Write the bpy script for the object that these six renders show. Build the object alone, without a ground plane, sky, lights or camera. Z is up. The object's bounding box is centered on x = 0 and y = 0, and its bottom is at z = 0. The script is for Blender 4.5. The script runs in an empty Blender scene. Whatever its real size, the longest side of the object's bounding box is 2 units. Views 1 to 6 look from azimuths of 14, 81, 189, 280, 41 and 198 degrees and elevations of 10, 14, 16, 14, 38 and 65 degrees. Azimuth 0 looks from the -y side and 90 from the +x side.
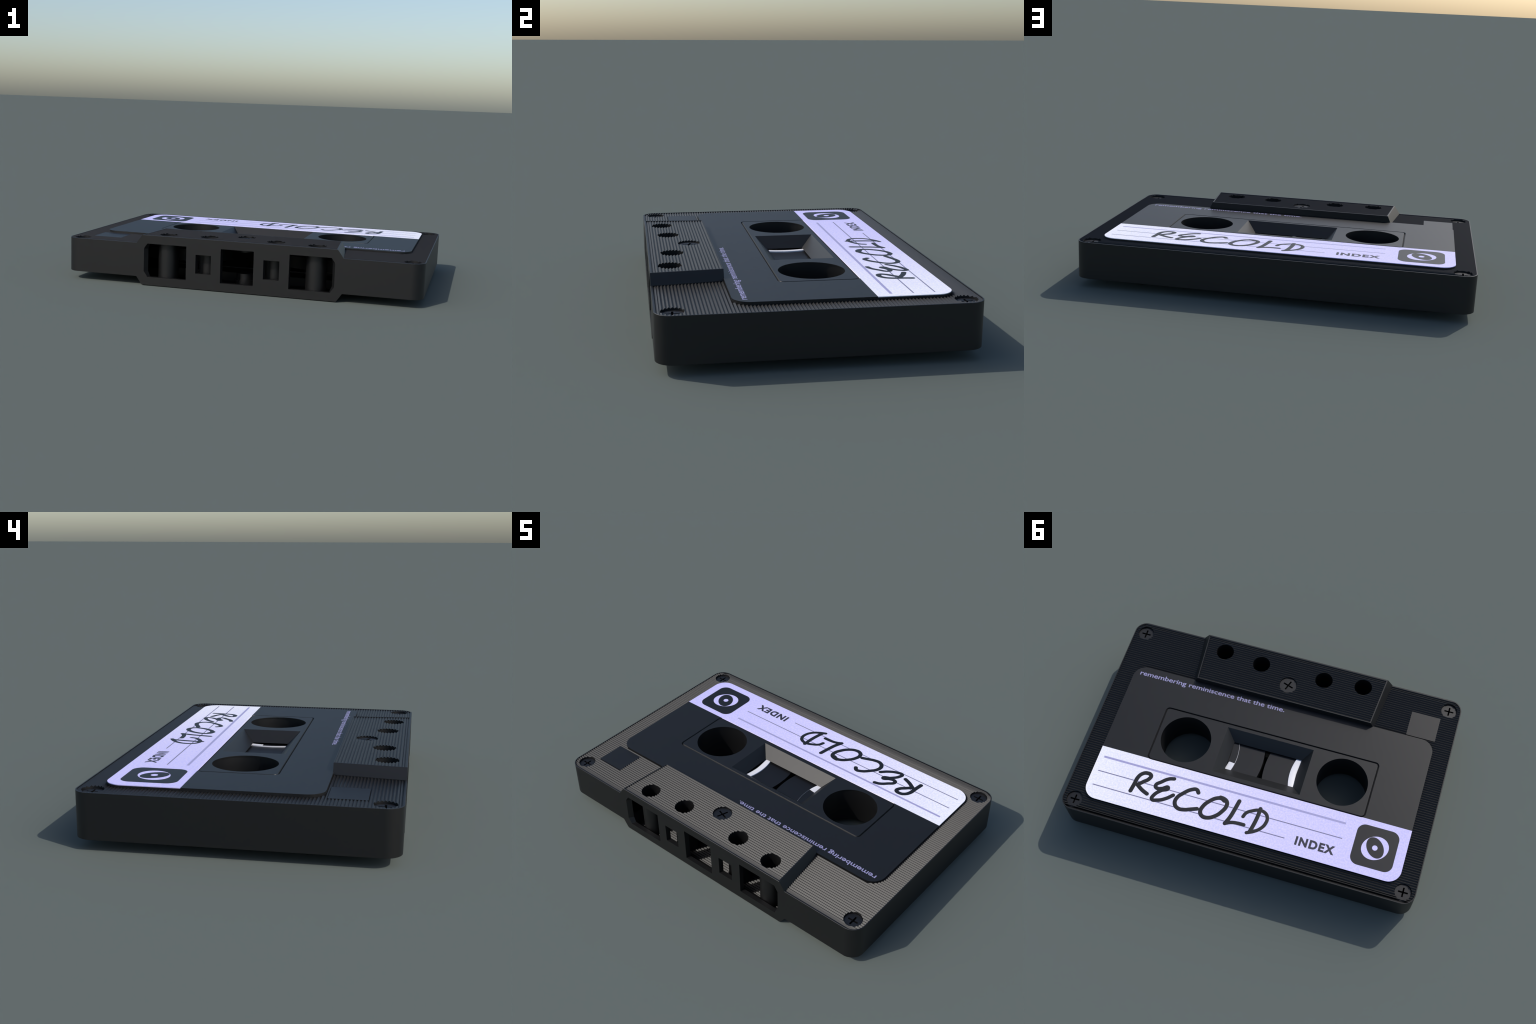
"""Compact audio cassette lying flat: ribbed black shell with a thick head block,
raised label plate with a hand-lettered paper label, reel holes, window and tape."""
import bpy, bmesh, math
from mathutils import Vector, Matrix

MID = 0.14            # the shell is symmetric about this height
TOP = 0.2805          # top of the head block
DECK = 0.2347         # rim of the main body
PLATE = 0.2445        # top of the label plate
HX, HY = 1.0, 0.6335  # half size of the body at mid height
REEL_X, REEL_Y, REEL_R = 0.459, 0.0525, 0.1430

# ------------------------------------------------------------------ materials
def material(name, base, rough, spec=0.5, grain=0.0, bump=0.0, scale=90.0):
    m = bpy.data.materials.new(name)
    m.use_nodes = True
    nt = m.node_tree
    b = nt.nodes["Principled BSDF"]
    b.inputs["Base Color"].default_value = (*base, 1)
    b.inputs["Roughness"].default_value = rough
    b.inputs["Specular IOR Level"].default_value = spec
    if grain or bump:
        tc = nt.nodes.new("ShaderNodeTexCoord")
        nz = nt.nodes.new("ShaderNodeTexNoise")
        nz.inputs["Scale"].default_value = scale
        nz.inputs["Detail"].default_value = 3.0
        nt.links.new(tc.outputs["Object"], nz.inputs["Vector"])
        if grain:
            mr = nt.nodes.new("ShaderNodeMapRange")
            mr.inputs["To Min"].default_value = rough - grain
            mr.inputs["To Max"].default_value = rough + grain
            nt.links.new(nz.outputs["Fac"], mr.inputs["Value"])
            nt.links.new(mr.outputs["Result"], b.inputs["Roughness"])
        if bump:
            bp = nt.nodes.new("ShaderNodeBump")
            bp.inputs["Strength"].default_value = bump
            bp.inputs["Distance"].default_value = 0.001
            nt.links.new(nz.outputs["Fac"], bp.inputs["Height"])
            nt.links.new(bp.outputs["Normal"], b.inputs["Normal"])
    return m

def paper_material():
    m = bpy.data.materials.new("lavender_paper")
    m.use_nodes = True
    nt = m.node_tree
    b = nt.nodes["Principled BSDF"]
    tc = nt.nodes.new("ShaderNodeTexCoord")
    sep = nt.nodes.new("ShaderNodeSeparateXYZ")
    nt.links.new(tc.outputs["Object"], sep.inputs[0])
    # the print fades from lavender to almost white towards one end
    n2 = nt.nodes.new("ShaderNodeTexNoise")
    n2.inputs["Scale"].default_value = 6.0
    nt.links.new(tc.outputs["Object"], n2.inputs["Vector"])
    n2m = nt.nodes.new("ShaderNodeMath"); n2m.operation = "MULTIPLY_ADD"
    n2m.inputs[1].default_value = 0.25
    nt.links.new(n2.outputs["Fac"], n2m.inputs[0])
    nt.links.new(sep.outputs["X"], n2m.inputs[2])
    ramp = nt.nodes.new("ShaderNodeValToRGB")
    mr = nt.nodes.new("ShaderNodeMapRange")
    mr.inputs["From Min"].default_value = -0.85
    mr.inputs["From Max"].default_value = 1.05
    nt.links.new(n2m.outputs[0], mr.inputs["Value"])
    nt.links.new(mr.outputs["Result"], ramp.inputs["Fac"])
    els = ramp.color_ramp.elements
    els[0].position = 0.0; els[0].color = (*PAPER[0], 1)
    els[1].position = 1.0; els[1].color = (*PAPER[3], 1)
    e = els.new(0.5); e.color = (*PAPER[1], 1)
    e = els.new(0.78); e.color = (*PAPER[2], 1)
    # mottled paper grain
    n1 = nt.nodes.new("ShaderNodeTexNoise")
    n1.inputs["Scale"].default_value = 110.0
    n1.inputs["Detail"].default_value = 2.0
    nt.links.new(tc.outputs["Object"], n1.inputs["Vector"])
    g = nt.nodes.new("ShaderNodeMapRange")
    g.inputs["From Min"].default_value = 0.3
    g.inputs["From Max"].default_value = 0.7
    nt.links.new(n1.outputs["Fac"], g.inputs["Value"])
    tint = nt.nodes.new("ShaderNodeMix"); tint.data_type = "RGBA"
    tint.inputs[6].default_value = (0.86, 0.87, 1.0, 1)
    tint.inputs[7].default_value = (1.09, 1.05, 1.0, 1)
    nt.links.new(g.outputs["Result"], tint.inputs[0])
    mul = nt.nodes.new("ShaderNodeMix"); mul.data_type = "RGBA"; mul.blend_type = "MULTIPLY"
    mul.inputs[0].default_value = 1.0
    nt.links.new(ramp.outputs["Color"], mul.inputs[6])
    nt.links.new(tint.outputs[2], mul.inputs[7])
    nt.links.new(mul.outputs[2], b.inputs["Base Color"])
    b.inputs["Roughness"].default_value = 0.5
    b.inputs["Specular IOR Level"].default_value = 0.5
    return m

PAPER = [(0.67, 0.63, 1.0), (0.76, 0.72, 1.0), (0.90, 0.88, 1.0), (0.99, 0.99, 1.0)]
BLACK = (0.0045, 0.0045, 0.0048)
PLASTIC = material("black_plastic", BLACK, 0.48, grain=0.01, scale=60)
PLATE_M = material("black_satin_plastic", BLACK, 0.48, grain=0.01, scale=60)
SCREW_M = material("blackened_metal_screw", (0.0055, 0.0055, 0.0062), 0.46, grain=0.01)
SLOT_M = material("screw_slot_shadow", (0.002, 0.002, 0.002), 0.8, spec=0.1)
PAPER_M = paper_material()
INK_M = material("black_ink", (0.0055, 0.0055, 0.0075), 0.48)
GREY_INK_M = material("grey_violet_ink", (0.215, 0.205, 0.34), 0.5)
PALE_INK_M = material("pale_violet_ink", (0.39, 0.37, 0.62), 0.5)
DIM_INK_M = material("dim_black_ink", (0.028, 0.027, 0.045), 0.5)
LILAC_M = material("lilac_print", (0.33, 0.31, 0.52), 0.5)
HUB_M = material("white_hub_plastic", (0.86, 0.86, 0.90), 0.4)
TAPE_M = material("dark_tape", (0.0045, 0.0045, 0.0052), 0.45, grain=0.01)

# ------------------------------------------------------------------ mesh helpers
def mesh_obj(name, bm, mat=None, smooth=True, angle=30):
    me = bpy.data.meshes.new(name)
    bmesh.ops.recalc_face_normals(bm, faces=bm.faces)
    bm.to_mesh(me); bm.free()
    ob = bpy.data.objects.new(name, me)
    bpy.context.scene.collection.objects.link(ob)
    if mat: me.materials.append(mat)
    if smooth: shade(ob, angle)
    return ob

def shade(ob, angle=30):
    me = ob.data
    me.polygons.foreach_set("use_smooth", [True] * len(me.polygons))
    me.set_sharp_from_angle(angle=math.radians(angle))

def loft(name, levels, mat=None):
    """closed solid through a list of equally long 3D rings"""
    bm = bmesh.new()
    rings = [[bm.verts.new(p) for p in ring] for ring in levels]
    n = len(rings[0])
    for a, b in zip(rings, rings[1:]):
        for i in range(n):
            bm.faces.new((a[i], a[(i + 1) % n], b[(i + 1) % n], b[i]))
    bm.faces.new(rings[0][::-1]); bm.faces.new(rings[-1])
    return mesh_obj(name, bm, mat)

def at_z(outline, z): return [(x, y, z) for x, y in outline]

def prism(outline, z0, z1, name="prism", mat=None):
    return loft(name, [at_z(outline, z0), at_z(outline, z1)], mat)

def prism_x(outline_yz, x0, x1):
    return loft("prism", [[(x0, y, z) for y, z in outline_yz], [(x1, y, z) for y, z in outline_yz]])

def prism_y(outline_xz, y0, y1):
    return loft("prism", [[(x, y0, z) for x, z in outline_xz], [(x, y1, z) for x, z in outline_xz]])

def round_rect(x0, x1, y0, y1, r, seg=12):
    pts = []
    for cx, cy, a0 in ((x1 - r, y1 - r, 0), (x0 + r, y1 - r, 90), (x0 + r, y0 + r, 180), (x1 - r, y0 + r, 270)):
        for k in range(seg + 1):
            a = math.radians(a0 + 90 * k / seg)
            pts.append((cx + r * math.cos(a), cy + r * math.sin(a)))
    return pts

def rect(x0, x1, y0, y1): return [(x0, y0), (x1, y0), (x1, y1), (x0, y1)]

def circle(cx, cy, r, n=96):
    return [(cx + r * math.cos(2 * math.pi * k / n), cy + r * math.sin(2 * math.pi * k / n)) for k in range(n)]

def ellipse(cx, cy, a, b, deg, n=64):
    t = math.radians(deg); out = []
    for k in range(n):
        u = 2 * math.pi * k / n
        ex, ey = a * math.cos(u), b * math.sin(u)
        out.append((cx + ex * math.cos(t) - ey * math.sin(t), cy + ex * math.sin(t) + ey * math.cos(t)))
    return out

def remove(ob):
    me = ob.data
    bpy.data.objects.remove(ob)
    if me.users == 0: bpy.data.meshes.remove(me)

def boolean(ob, tool, op="DIFFERENCE", keep=False):
    for solver in ("MANIFOLD", "EXACT"):
        md = ob.modifiers.new("bool", "BOOLEAN")
        md.operation = op; md.object = tool; md.solver = solver
        dg = bpy.context.evaluated_depsgraph_get()
        dg.update()
        me = bpy.data.meshes.new_from_object(ob.evaluated_get(dg))
        ob.modifiers.clear()
        if len(me.polygons) > 0 and len(me.polygons) != 0: break
    old = ob.data; ob.data = me; bpy.data.meshes.remove(old)
    if not keep: remove(tool)
    return ob

def tube(name, cx, cy, r_in, r_out, z0, z1, mat, n=96):
    bm = bmesh.new()
    rings = [[bm.verts.new((x, y, z)) for x, y in circle(cx, cy, r, n)]
             for r, z in ((r_in, z0), (r_in, z1), (r_out, z1), (r_out, z0))]
    for j in range(4):
        a, b = rings[j], rings[(j + 1) % 4]
        for i in range(n):
            bm.faces.new((a[i], a[(i + 1) % n], b[(i + 1) % n], b[i]))
    return mesh_obj(name, bm, mat)

def mirrored(ob, name=None):
    """copy turned to the underside (mirror in the mid plane)"""
    me = ob.data.copy()
    me.transform(Matrix(((1, 0, 0, 0), (0, 1, 0, 0), (0, 0, -1, 2 * MID), (0, 0, 0, 1))))
    me.flip_normals()
    o = bpy.data.objects.new(name or ob.name, me)
    bpy.context.scene.collection.objects.link(o)
    return o

def bevel_inset(z): return 0.0   # straight walls

# ------------------------------------------------------------------ rib profile
PITCH = 0.014
def rib_line(peak):
    """(y, z) zig-zag from front to back; ends in a wider, deeper trough along both rims"""
    valley = peak - 0.0055
    pts = [(-0.632, peak + 0.0030), (-0.6280, peak + 0.0030), (-0.6210, peak - 0.0055), (-0.6135, peak - 0.0010), (-0.6103, peak - 0.0048), (-0.603, peak)]
    y = -0.603
    while y + PITCH < 0.590:
        pts += [(y + PITCH / 2, valley), (y + PITCH, peak)]
        y += PITCH
    pts += [(0.5940, peak - 0.0065), (0.6025, peak - 0.0005), (0.6045, peak - 0.0055), (0.6115, peak - 0.0010), (0.6140, peak - 0.0130), (0.632, peak - 0.0015)]
    return pts

def rib_cutter(peak, outline):
    line = rib_line(peak)
    poly = line + [(0.632, 0.5), (-0.632, 0.5)]
    slab = prism_x(poly, -1.2, 1.2)
    return boolean(slab, prism(outline, 0.0, 0.45), "INTERSECT")

# ------------------------------------------------------------------ shell
def body_ring(z):
    d = bevel_inset(z)
    return at_z(round_rect(-HX + d, HX - d, -HY + d, HY - d, 0.068, 14), z)

LOW = 2 * MID - DECK
zs = [LOW, LOW + 0.0008, MID, DECK - 0.0008, DECK]
levels = [body_ring(z) for z in zs]
def tiny_chamfer(ring, d=0.0008):
    return [(x - math.copysign(d, x), y - math.copysign(d, y), z) for x, y, z in ring]
levels[0] = tiny_chamfer(levels[0]); levels[-1] = tiny_chamfer(levels[-1])
shell = loft("shell", levels)

deck_ribs = rib_cutter(DECK - 0.0004, round_rect(-0.9952, 0.9952, -0.6278, 0.6282, 0.0630, 14))
deck_low = mirrored(deck_ribs)
boolean(shell, deck_ribs); boolean(shell, deck_low)

# head block: widens towards the deck, narrows towards its back
def head_ring(z):
    h = abs(z - MID)
    t = max(0.0, min(1.0, (TOP - MID - h) / 0.044)) if h > 0.096 else 1.0
    front, back = 0.5455 + 0.0330 * t, 0.5203 + 0.0202 * t
    yb = -0.3306
    yf = -HY + bevel_inset(z)
    return [(-front, yf, z), (front, yf, z), (back, yb, z), (-back, yb, z)]
hz = [-0.0, 0.0012, 0.022, LOW, 0.08, 0.11, MID, 0.17, 0.2, DECK, 0.258, TOP - 0.0012, TOP]
hl = [head_ring(z) for z in hz]
for i in (0, -1):
    hl[i] = [(x - math.copysign(0.0012, x), y + (0.0012 if y < -0.5 else -0.0012), z) for x, y, z in hl[i]]
head = loft("head", hl)
d = 0.0055
head_out = [(-0.5455 + d, -HY + d), (0.5455 - d, -HY + d), (0.5203 - d, -0.3306 - d), (-0.5203 + d, -0.3306 - d)]
head_ribs = rib_cutter(TOP - 0.0004, head_out)
head_low = mirrored(head_ribs)
boolean(head, head_ribs); boolean(head, head_low)
boolean(shell, head, "UNION")

# inside: main cavity, head cavity with ribbed floor and ceiling
boolean(shell, prism(round_rect(-0.985, 0.985, -0.6085, 0.584, 0.05, 6), 0.0545, 0.2255))
skin, Y_IN = 0.0025, -0.6085
def skin_ring(z):
    fr, bk = head_ring(z)[1][0] - 0.006, head_ring(z)[2][0] - 0.006
    return [(-fr, Y_IN, z), (fr, Y_IN, z), (bk, -0.3345, z), (-bk, -0.3345, z)]
ceil = [(y, z - skin) for y, z in rib_line(TOP - 0.0004) if Y_IN < y < -0.334]
ceil = [(Y_IN - 0.01, ceil[0][1] - 0.003)] + ceil + [(-0.33, ceil[-1][1])]
floor = [(y, 2 * MID - z) for y, z in ceil]
hollow = loft("hollow", [skin_ring(z) for z in (0.002, 0.03, LOW, MID, DECK, 0.252, TOP - 0.001)])
boolean(hollow, prism_x(floor + ceil[::-1], -0.8, 0.8), "INTERSECT")
boolean(shell, hollow)

# the shell is open below the label plates
LX, LY0, LY1, LR = 0.8975, -0.3334, 0.5405, 0.074
def under_label(): return prism(round_rect(-LX + 0.004, LX - 0.004, LY0 + 0.0035, LY1 - 0.004, LR - 0.004, 12), 2 * MID - 0.2405, 0.2405)
boolean(shell, under_label())

# flat pad for the write-protect tab
for z0, z1 in ((0.2320, 0.4), (-0.2, 2 * MID - 0.2320)):
    boolean(shell, prism(rect(-0.8952, -0.7287, -0.4980, -0.3445), z0, z1))

# opening for the window frame
FX, FY0, FY1 = 0.6335, -0.1185, 0.2270
boolean(shell, prism(rect(-FX + 0.01, FX - 0.01, FY0 + 0.01, FY1 - 0.01), 0.14, 0.5))
boolean(shell, prism(rect(-FX + 0.01, FX - 0.01, FY0 + 0.01, FY1 - 0.01), -0.1, 0.14))

# front openings for head, pads and rollers
def opening(pts):
    """slot through the front wall, a little narrower on the inside"""
    cx = sum(p[0] for p in pts) / len(pts); w = max(abs(p[0] - cx) for p in pts)
    def ring(y):
        k = 1 - 0.22 * (y + HY) / w
        return [(cx + (x - cx) * k, y, z) for x, z in pts]
    boolean(shell, loft("slot", [ring(-0.70), ring(-0.604)]))
side_in = [(0.2900, 0.0463), (0.5070, 0.0463), (0.5190, 0.0775), (0.5190, 0.2025), (0.5070, 0.2337), (0.2900, 0.2337)]
side = [(0.2887, 0.0463), (0.5155, 0.0463), (0.5355, 0.0775), (0.5355, 0.2025), (0.5155, 0.2337), (0.2887, 0.2337)]
for s in (1, -1):
    k = 0.07 / 0.0295       # extend the taper a little beyond both wall faces
    face = [(s * (a[0] + (a[0] - b[0]) * 0.4), -HY - 0.01, a[1]) for a, b in zip(side, side_in)]
    back = [(s * (b[0] - (a[0] - b[0]) * 0.2), -0.6035, b[1]) for a, b in zip(side, side_in)]
    boolean(shell, loft("slot", [face, back]))
for x0, x1, z0, z1 in ((-0.2350, -0.1470, 0.0877, 0.1923), (0.1470, 0.2350, 0.0877, 0.1923), (-0.0927, 0.0927, 0.0457, 0.2343)):
    opening(rect(x0, x1, z0, z1))

# round holes through the head block and screw pockets
HOLES = [(0.4205, -0.5476), (0.190, -0.527), (-0.190, -0.527), (-0.4205, -0.5476)]
for cx, cy in HOLES:
    boolean(shell, prism(circle(cx, cy, 0.051), -0.1, 0.5))
SCREWS = [(0.9315, -0.5635, 0.2223, 0.0455, 0), (-0.9315, -0.5635, 0.2223, 0.0455, 0),
          (0.9315, 0.5665, 0.2223, 0.0455, 0), (-0.9315, 0.5665, 0.2223, 0.0455, 0),
          (0.0, -0.4385, 0.270, 0.051, -18.5)]
for cx, cy, z, r, rot in SCREWS:
    boolean(shell, prism(circle(cx, cy, r, 64), z - 0.030, 0.5))
    boolean(shell, prism(circle(cx, cy, r, 64), -0.2, 2 * MID - z + 0.030))
shell.data.materials.clear(); shell.data.materials.append(PLASTIC)
shade(shell, 25)
parts = [shell]

# ------------------------------------------------------------------ small inner parts
for cx, cy in HOLES:
    parts.append(tube("hole_sleeve", cx, cy, 0.0514, 0.056, 0.007, 0.2735, PLASTIC, 64))
for z0, z1 in ((0.200, 0.242), (0.038, 0.080)):
    parts.append(prism(circle(0.0, -0.4385, 0.0515, 64), z0, z1, "screw_boss", PLASTIC))
for cx, cy, z, r, rot in SCREWS:
    for z0, z1 in ((z - 0.032, z + (0.0035 if r > 0.05 else 0.0048)),):
        parts.append(tube("screw_boss", cx, cy, r + 0.0004, r + 0.006, z0, z1, PLASTIC, 64))
        parts.append(tube("screw_boss", cx, cy, r + 0.0004, r + 0.006, 2 * MID - z1, 2 * MID - z0, PLASTIC, 64))

def screw_mesh(r, rot):
    s = loft("screw", [at_z(circle(0, 0, r - 0.0008, 64), -0.0295), at_z(circle(0, 0, r - 0.0008, 64), -0.0007),
                       at_z(circle(0, 0, r - 0.0016, 64), 0.0)])
    a, w = (0.0265 if r < 0.05 else 0.031), 0.0045
    for k in (0, 90):
        bar = prism(rect(-a, a, -w, w), -0.0205, 0.02)
        bar.data.transform(Matrix.Rotation(math.radians(rot + k), 4, "Z"))
        cut = bar.data.copy()
        boolean(s, bar)
    s.data.materials.clear(); s.data.materials.append(SCREW_M)
    shade(s, 30)
    return s
screw_data = {}
for cx, cy, z, r, rot in SCREWS:
    key = (r, rot)
    if key not in screw_data:
        o = screw_mesh(r, rot); screw_data[key] = o.data
        bpy.data.objects.remove(o)
    for flip in (False, True):
        o = bpy.data.objects.new("screw", screw_data[key])
        bpy.context.scene.collection.objects.link(o)
        o.location = (cx, cy, 2 * MID - z if flip else z)
        if flip: o.rotation_euler = (math.pi, 0, 0)
        parts.append(o)
        # plate coloured near-black to paint the shadow deep in the cross slot
        f = prism(rect(-0.032, 0.032, -0.032, 0.032), -0.0215, -0.0203, "slot_shadow_plate", SLOT_M)
        f.location = o.location; f.rotation_euler = o.rotation_euler
        f.parent = o; f.matrix_parent_inverse = Matrix.Identity(4)
        f.location = (0, 0, 0); f.rotation_euler = (0, 0, 0)

# ------------------------------------------------------------------ label plate, paper label, frame
STRIPE = 0.2245
label_outline = round_rect(-LX, LX, LY0, LY1, LR, 16)
def frustum(o0, z0, o1, z1): return loft("frustum", [at_z(o0, z0), at_z(o1, z1)])
def frame_rr(inset, r): return round_rect(-FX + inset, FX - inset, FY0 + inset, FY1 - inset, r, 8)

plate = prism(label_outline, 0.226, PLATE, "label_plate")
boolean(plate, prism(frame_rr(0.004, 0.020), 0.0, 0.5))
boolean(plate, frustum(frame_rr(0.004, 0.020), PLATE - 0.0075, frame_rr(-0.0005, 0.0245), PLATE + 0.0005))
paper = bpy.data.objects.new("paper_label", plate.data.copy())
bpy.context.scene.collection.objects.link(paper)
boolean(plate, prism(rect(-2, 2, STRIPE, 2), -1, 1))
boolean(paper, prism(rect(-2, 2, -2, STRIPE), -1, 1))
boolean(paper, prism(rect(-2, 2, -2, 2), -1, PLATE - 0.003))
boolean(plate, under_label())
# plastic below the paper
under = prism(label_outline, 0.226, PLATE - 0.003, "label_backing")
boolean(under, prism(rect(-2, 2, -2, STRIPE), -1, 1))
boolean(under, prism(frame_rr(0.004, 0.020), 0.0, 0.5))
boolean(under, under_label())
for o, m in ((plate, PLATE_M), (under, PLATE_M), (paper, PAPER_M)):
    o.data.materials.clear(); o.data.materials.append(m); shade(o, 25)

frame = loft("window_frame", [at_z(frame_rr(-0.005, 0.026), 0.2325), at_z(frame_rr(-0.005, 0.026), 0.2368), at_z(frame_rr(0.0042, 0.020), PLATE - 0.0075),
                              at_z(frame_rr(0.0090, 0.0160), PLATE)])
WO, WI = (0.2545, -0.0912, 0.1968), (0.2030, -0.0378, 0.1410)
boolean(frame, loft("funnel", [at_z(rect(-WI[0] - 0.004, WI[0] + 0.004, WI[1] - 0.004, WI[2] + 0.004), 0.1895),
                               at_z(rect(-WO[0] - 0.004, WO[0] + 0.004, WO[1] - 0.004, WO[2] + 0.004), 0.2415)]), "UNION")
for s in (-1, 1):
    boolean(frame, prism(circle(s * REEL_X, REEL_Y, REEL_R + 0.0005, 128), 0.0, 0.5))
    boolean(frame, prism(circle(s * REEL_X, REEL_Y, 0.1475, 128), 0.0, 0.2405))
k = 0.1
ext = lambda a, b: a + (a - b) * k
boolean(frame, frustum(rect(-ext(WI[0], WO[0]), ext(WI[0], WO[0]), ext(WI[1], WO[1]), ext(WI[2], WO[2])), 0.192 - 0.0525 * k,
                       rect(-ext(WO[0], WI[0]), ext(WO[0], WI[0]), ext(WO[1], WI[1]), ext(WO[2], WI[2])), PLATE + 0.0525 * k))
frame.data.materials.clear(); frame.data.materials.append(PLATE_M); shade(frame, 25)

tab = prism(rect(-0.8952, -0.7287, -0.4980, -0.3445), 0.2270, 0.2333, "write_protect_tab", PLATE_M)
parts += [plate, under, paper, frame, tab]
low_side = [mirrored(o) for o in (plate, under, paper, frame, tab)]
for s in (-1, 1):
    boolean(low_side[3], prism(circle(s * REEL_X, REEL_Y, 0.1464, 128), -0.1, 0.2))
shade(low_side[3], 25)
parts += low_side

# ------------------------------------------------------------------ reels
for s in (1, -1):
    cx = s * REEL_X
    tape = tube("tape_pack", cx, REEL_Y, 0.27, 0.4508, 0.112, 0.1785, TAPE_M, 160)
    sleeve = tube("reel_sleeve", cx, REEL_Y, 0.1466, 0.151, 0.040, 0.240, PLASTIC, 128)
    hub = loft("reel_hub", [at_z(circle(cx, REEL_Y, r, 160), z) for r, z in
                            ((0.259, 0.112), (0.302, 0.112), (0.302, 0.1838), (0.3012, 0.1846), (0.276, 0.1846), (0.266, 0.1800), (0.262, 0.170), (0.259, 0.113))])
    boolean(hub, prism(circle(cx, REEL_Y, 0.2585, 160), 0.0, 0.3))
    parts.append(tube("hub_web", cx, REEL_Y, 0.152, 0.2588, 0.165, 0.1765, TAPE_M, 128))
    # a dark clip fills a sector of the hub and leaves a thin rim
    a0, a1 = (172.8, 235) if s > 0 else (60, 120)
    sec = [(cx + r * math.cos(math.radians(a0 + (a1 - a0) * t)), REEL_Y + r * math.sin(math.radians(a0 + (a1 - a0) * t)))
           for r, ts in ((0.3014, [i / 24 for i in range(25)]), (0.2605, [1 - i / 24 for i in range(25)])) for t in ts]
    boolean(hub, prism(sec, 0.16, 0.3)); shade(hub, 30)
    clip = prism(sec, 0.158, 0.1818, "hub_clip", TAPE_M)
    hub.data.materials.clear(); hub.data.materials.append(HUB_M)
    parts += [tape, sleeve, hub, clip]

# ------------------------------------------------------------------ print on the label
PRINT_Z = PLATE + 0.0002
def printed(name, outline, mat, z0=PLATE - 0.001, z1=PRINT_Z):
    return prism(outline, z0, z1, name, mat)
marks = []
for y, x0, x1, w, m in ((0.2857, -0.544, 0.864, 0.0058, PALE_INK_M), (0.3752, -0.547, 0.865, 0.0028, GREY_INK_M),
                        (0.4625, -0.2485, 0.864, 0.0028, GREY_INK_M)):
    marks.append(printed("ruled_line", rect(x0, x1, y - w, y + w), m))
EC = (-0.7287, 0.3772)
marks.append(printed("emblem_square", round_rect(EC[0] - 0.1165, EC[0] + 0.1165, EC[1] - 0.1185, EC[1] + 0.1185, 0.046), INK_M))
marks.append(printed("emblem_ring", ellipse(EC[0] - 0.001, EC[1] + 0.0015, 0.0760, 0.0655, 35), PAPER_M, z1=PRINT_Z + 0.0003))
marks.append(printed("emblem_pupil", ellipse(EC[0] - 0.001, EC[1] - 0.001, 0.0625, 0.0445, 125), INK_M, z1=PRINT_Z + 0.0006))
marks.append(printed("emblem_dot", circle(EC[0], EC[1] + 0.0005, 0.0148, 32), PAPER_M, z1=PRINT_Z + 0.0009))

def lettering(name, text, x0, x1, y_base, height, mat, weight, probe, spacing=1.0):
    """text read from the back edge: starts at x0, runs towards -x, letters stand towards -y"""
    cu = bpy.data.curves.new(name, "FONT")
    cu.body = text; cu.size = 1.0; cu.space_character = spacing; cu.offset = weight; cu.extrude = 0.0
    cu.resolution_u = 5
    ob = bpy.data.objects.new(name, cu)
    bpy.context.scene.collection.objects.link(ob)
    dg = bpy.context.evaluated_depsgraph_get(); dg.update()
    me = bpy.data.meshes.new_from_object(ob.evaluated_get(dg))
    bpy.data.objects.remove(ob)
    xs = [v.co.x for v in me.vertices]
    cap = probe
    sx = (x0 - x1) / (max(xs) - min(xs)); sy = height / cap
    xm = min(xs)
    for v in me.vertices:
        v.co = Vector((x0 - (v.co.x - xm) * sx, y_base - v.co.y * sy, PRINT_Z))
    bm = bmesh.new(); bm.from_mesh(me); bpy.data.meshes.remove(me)
    for f in bm.faces: f.smooth = False
    r = bmesh.ops.extrude_face_region(bm, geom=bm.faces[:])
    for g in r["geom"]:
        if isinstance(g, bmesh.types.BMVert): g.co.z = PLATE - 0.0006
    return mesh_obj(name, bm, mat, smooth=False)
marks.append(lettering("printed_index_word", "INDEX", -0.3072, -0.5262, 0.4795, 0.0515, DIM_INK_M, 0.046, 0.78, 1.18))
motto = lettering("printed_motto", "remembering reminiscence that the time.", 0.8615, -0.0235, -0.2763, 0.0310, LILAC_M, 0.012, 0.76)

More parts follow.
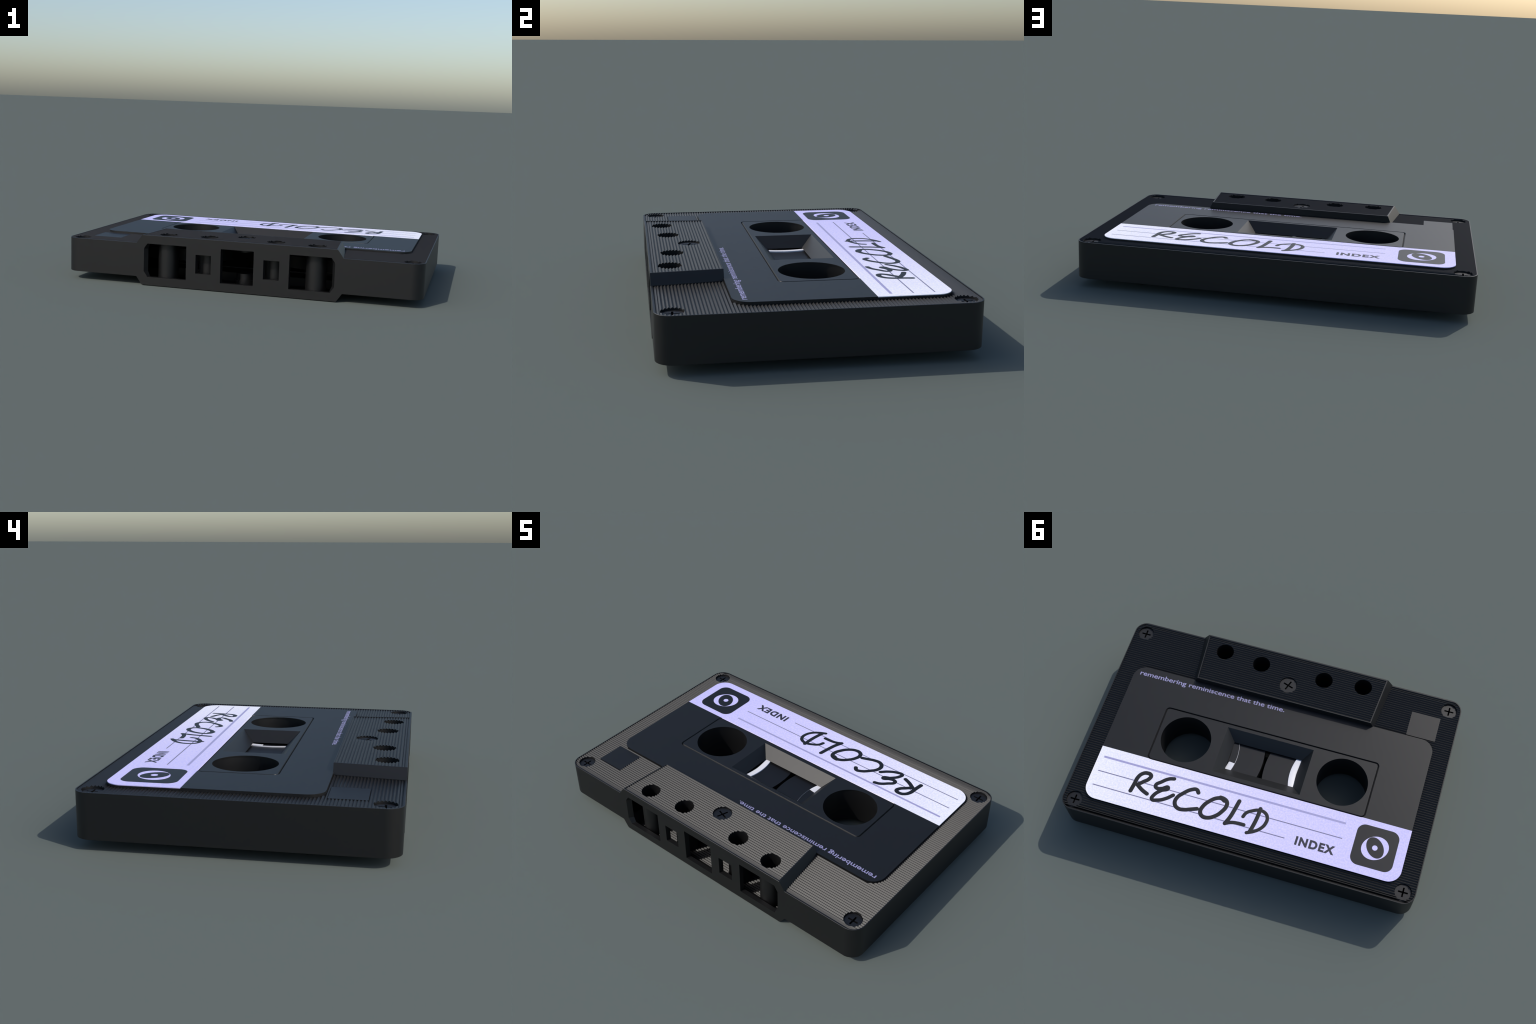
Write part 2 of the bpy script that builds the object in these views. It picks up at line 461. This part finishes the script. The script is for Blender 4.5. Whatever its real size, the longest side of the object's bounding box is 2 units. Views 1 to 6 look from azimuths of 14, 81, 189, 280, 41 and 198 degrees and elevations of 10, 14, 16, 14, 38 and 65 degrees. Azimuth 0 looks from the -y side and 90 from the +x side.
# handwriting: pen strokes through a few points each
STROKES = [
    [(0.648, 0.440), (0.642, 0.397), (0.636, 0.350), (0.621, 0.325), (0.596, 0.313), (0.570, 0.321), (0.573, 0.342), (0.598, 0.369), (0.624, 0.394)],
    [(0.622, 0.396), (0.589, 0.417), (0.554, 0.432)],
    [(0.439, 0.303), (0.465, 0.311), (0.500, 0.340), (0.525, 0.372), (0.512, 0.384), (0.486, 0.378), (0.453, 0.364), (0.486, 0.391), (0.516, 0.430), (0.518, 0.453), (0.486, 0.451), (0.445, 0.429), (0.412, 0.398)],
    [(0.283, 0.344), (0.298, 0.329), (0.322, 0.335), (0.360, 0.368), (0.389, 0.412), (0.386, 0.445), (0.362, 0.464), (0.326, 0.462), (0.291, 0.449), (0.260, 0.437)],
    [(0.130, 0.349), (0.149, 0.340), (0.172, 0.344), (0.204, 0.369), (0.233, 0.413), (0.237, 0.450), (0.218, 0.470), (0.191, 0.471), (0.154, 0.451), (0.123, 0.411), (0.110, 0.373), (0.116, 0.350), (0.135, 0.338), (0.157, 0.335)],
    [(0.051, 0.327), (0.061, 0.385), (0.072, 0.435), (0.087, 0.474)],
    [(0.087, 0.474), (0.058, 0.460), (0.025, 0.454), (-0.014, 0.453)],
    [(-0.074, 0.337), (-0.072, 0.388), (-0.065, 0.441), (-0.057, 0.480)],
    [(0.004, 0.408), (-0.005, 0.384), (-0.033, 0.362), (-0.071, 0.347), (-0.104, 0.352), (-0.124, 0.374), (-0.126, 0.409), (-0.108, 0.447), (-0.077, 0.474), (-0.042, 0.492)],
]
WIDTH = [1.32, 1.28, 1.24, 1.3, 1.32, 1.32, 1.2, 1.28, 1.12]
def handwriting():
    bm = bmesh.new()
    for st, w in zip(STROKES, WIDTH):
        cu = bpy.data.curves.new("stroke", "CURVE")
        cu.dimensions = "3D"; cu.bevel_depth = 0.0088 * w; cu.bevel_resolution = 4; cu.resolution_u = 8
        cu.use_fill_caps = True
        sp = cu.splines.new("BEZIER"); sp.bezier_points.add(len(st) - 1)
        for bp, (x, y) in zip(sp.bezier_points, st):
            bp.co = (x, y, 0); bp.handle_left_type = bp.handle_right_type = "AUTO"
        ob = bpy.data.objects.new("stroke", cu)
        bpy.context.scene.collection.objects.link(ob)
        dg = bpy.context.evaluated_depsgraph_get(); dg.update()
        me = bpy.data.meshes.new_from_object(ob.evaluated_get(dg))
        bpy.data.objects.remove(ob)
        bm.from_mesh(me); bpy.data.meshes.remove(me)
        for x, y in (st[0], st[-1]):
            bmesh.ops.create_uvsphere(bm, u_segments=20, v_segments=10, radius=0.0088 * w,
                                      matrix=Matrix.Translation((x, y, 0)))
    for v in bm.verts: v.co.z = PLATE + 0.0001 + v.co.z * 0.035
    return mesh_obj("handwritten_title", bm, INK_M)
marks.append(handwriting())

# ------------------------------------------------------------------ hierarchy
root = bpy.data.objects.new("audio_cassette", None)
bpy.context.scene.collection.objects.link(root)
root["label"] = "black ribbed audio cassette with hand-lettered lavender label"
root["category"] = "audio cassette"
for p in parts: p.parent = root
for p in marks: p.parent = paper
motto.parent = plate
bpy.context.view_layer.update()
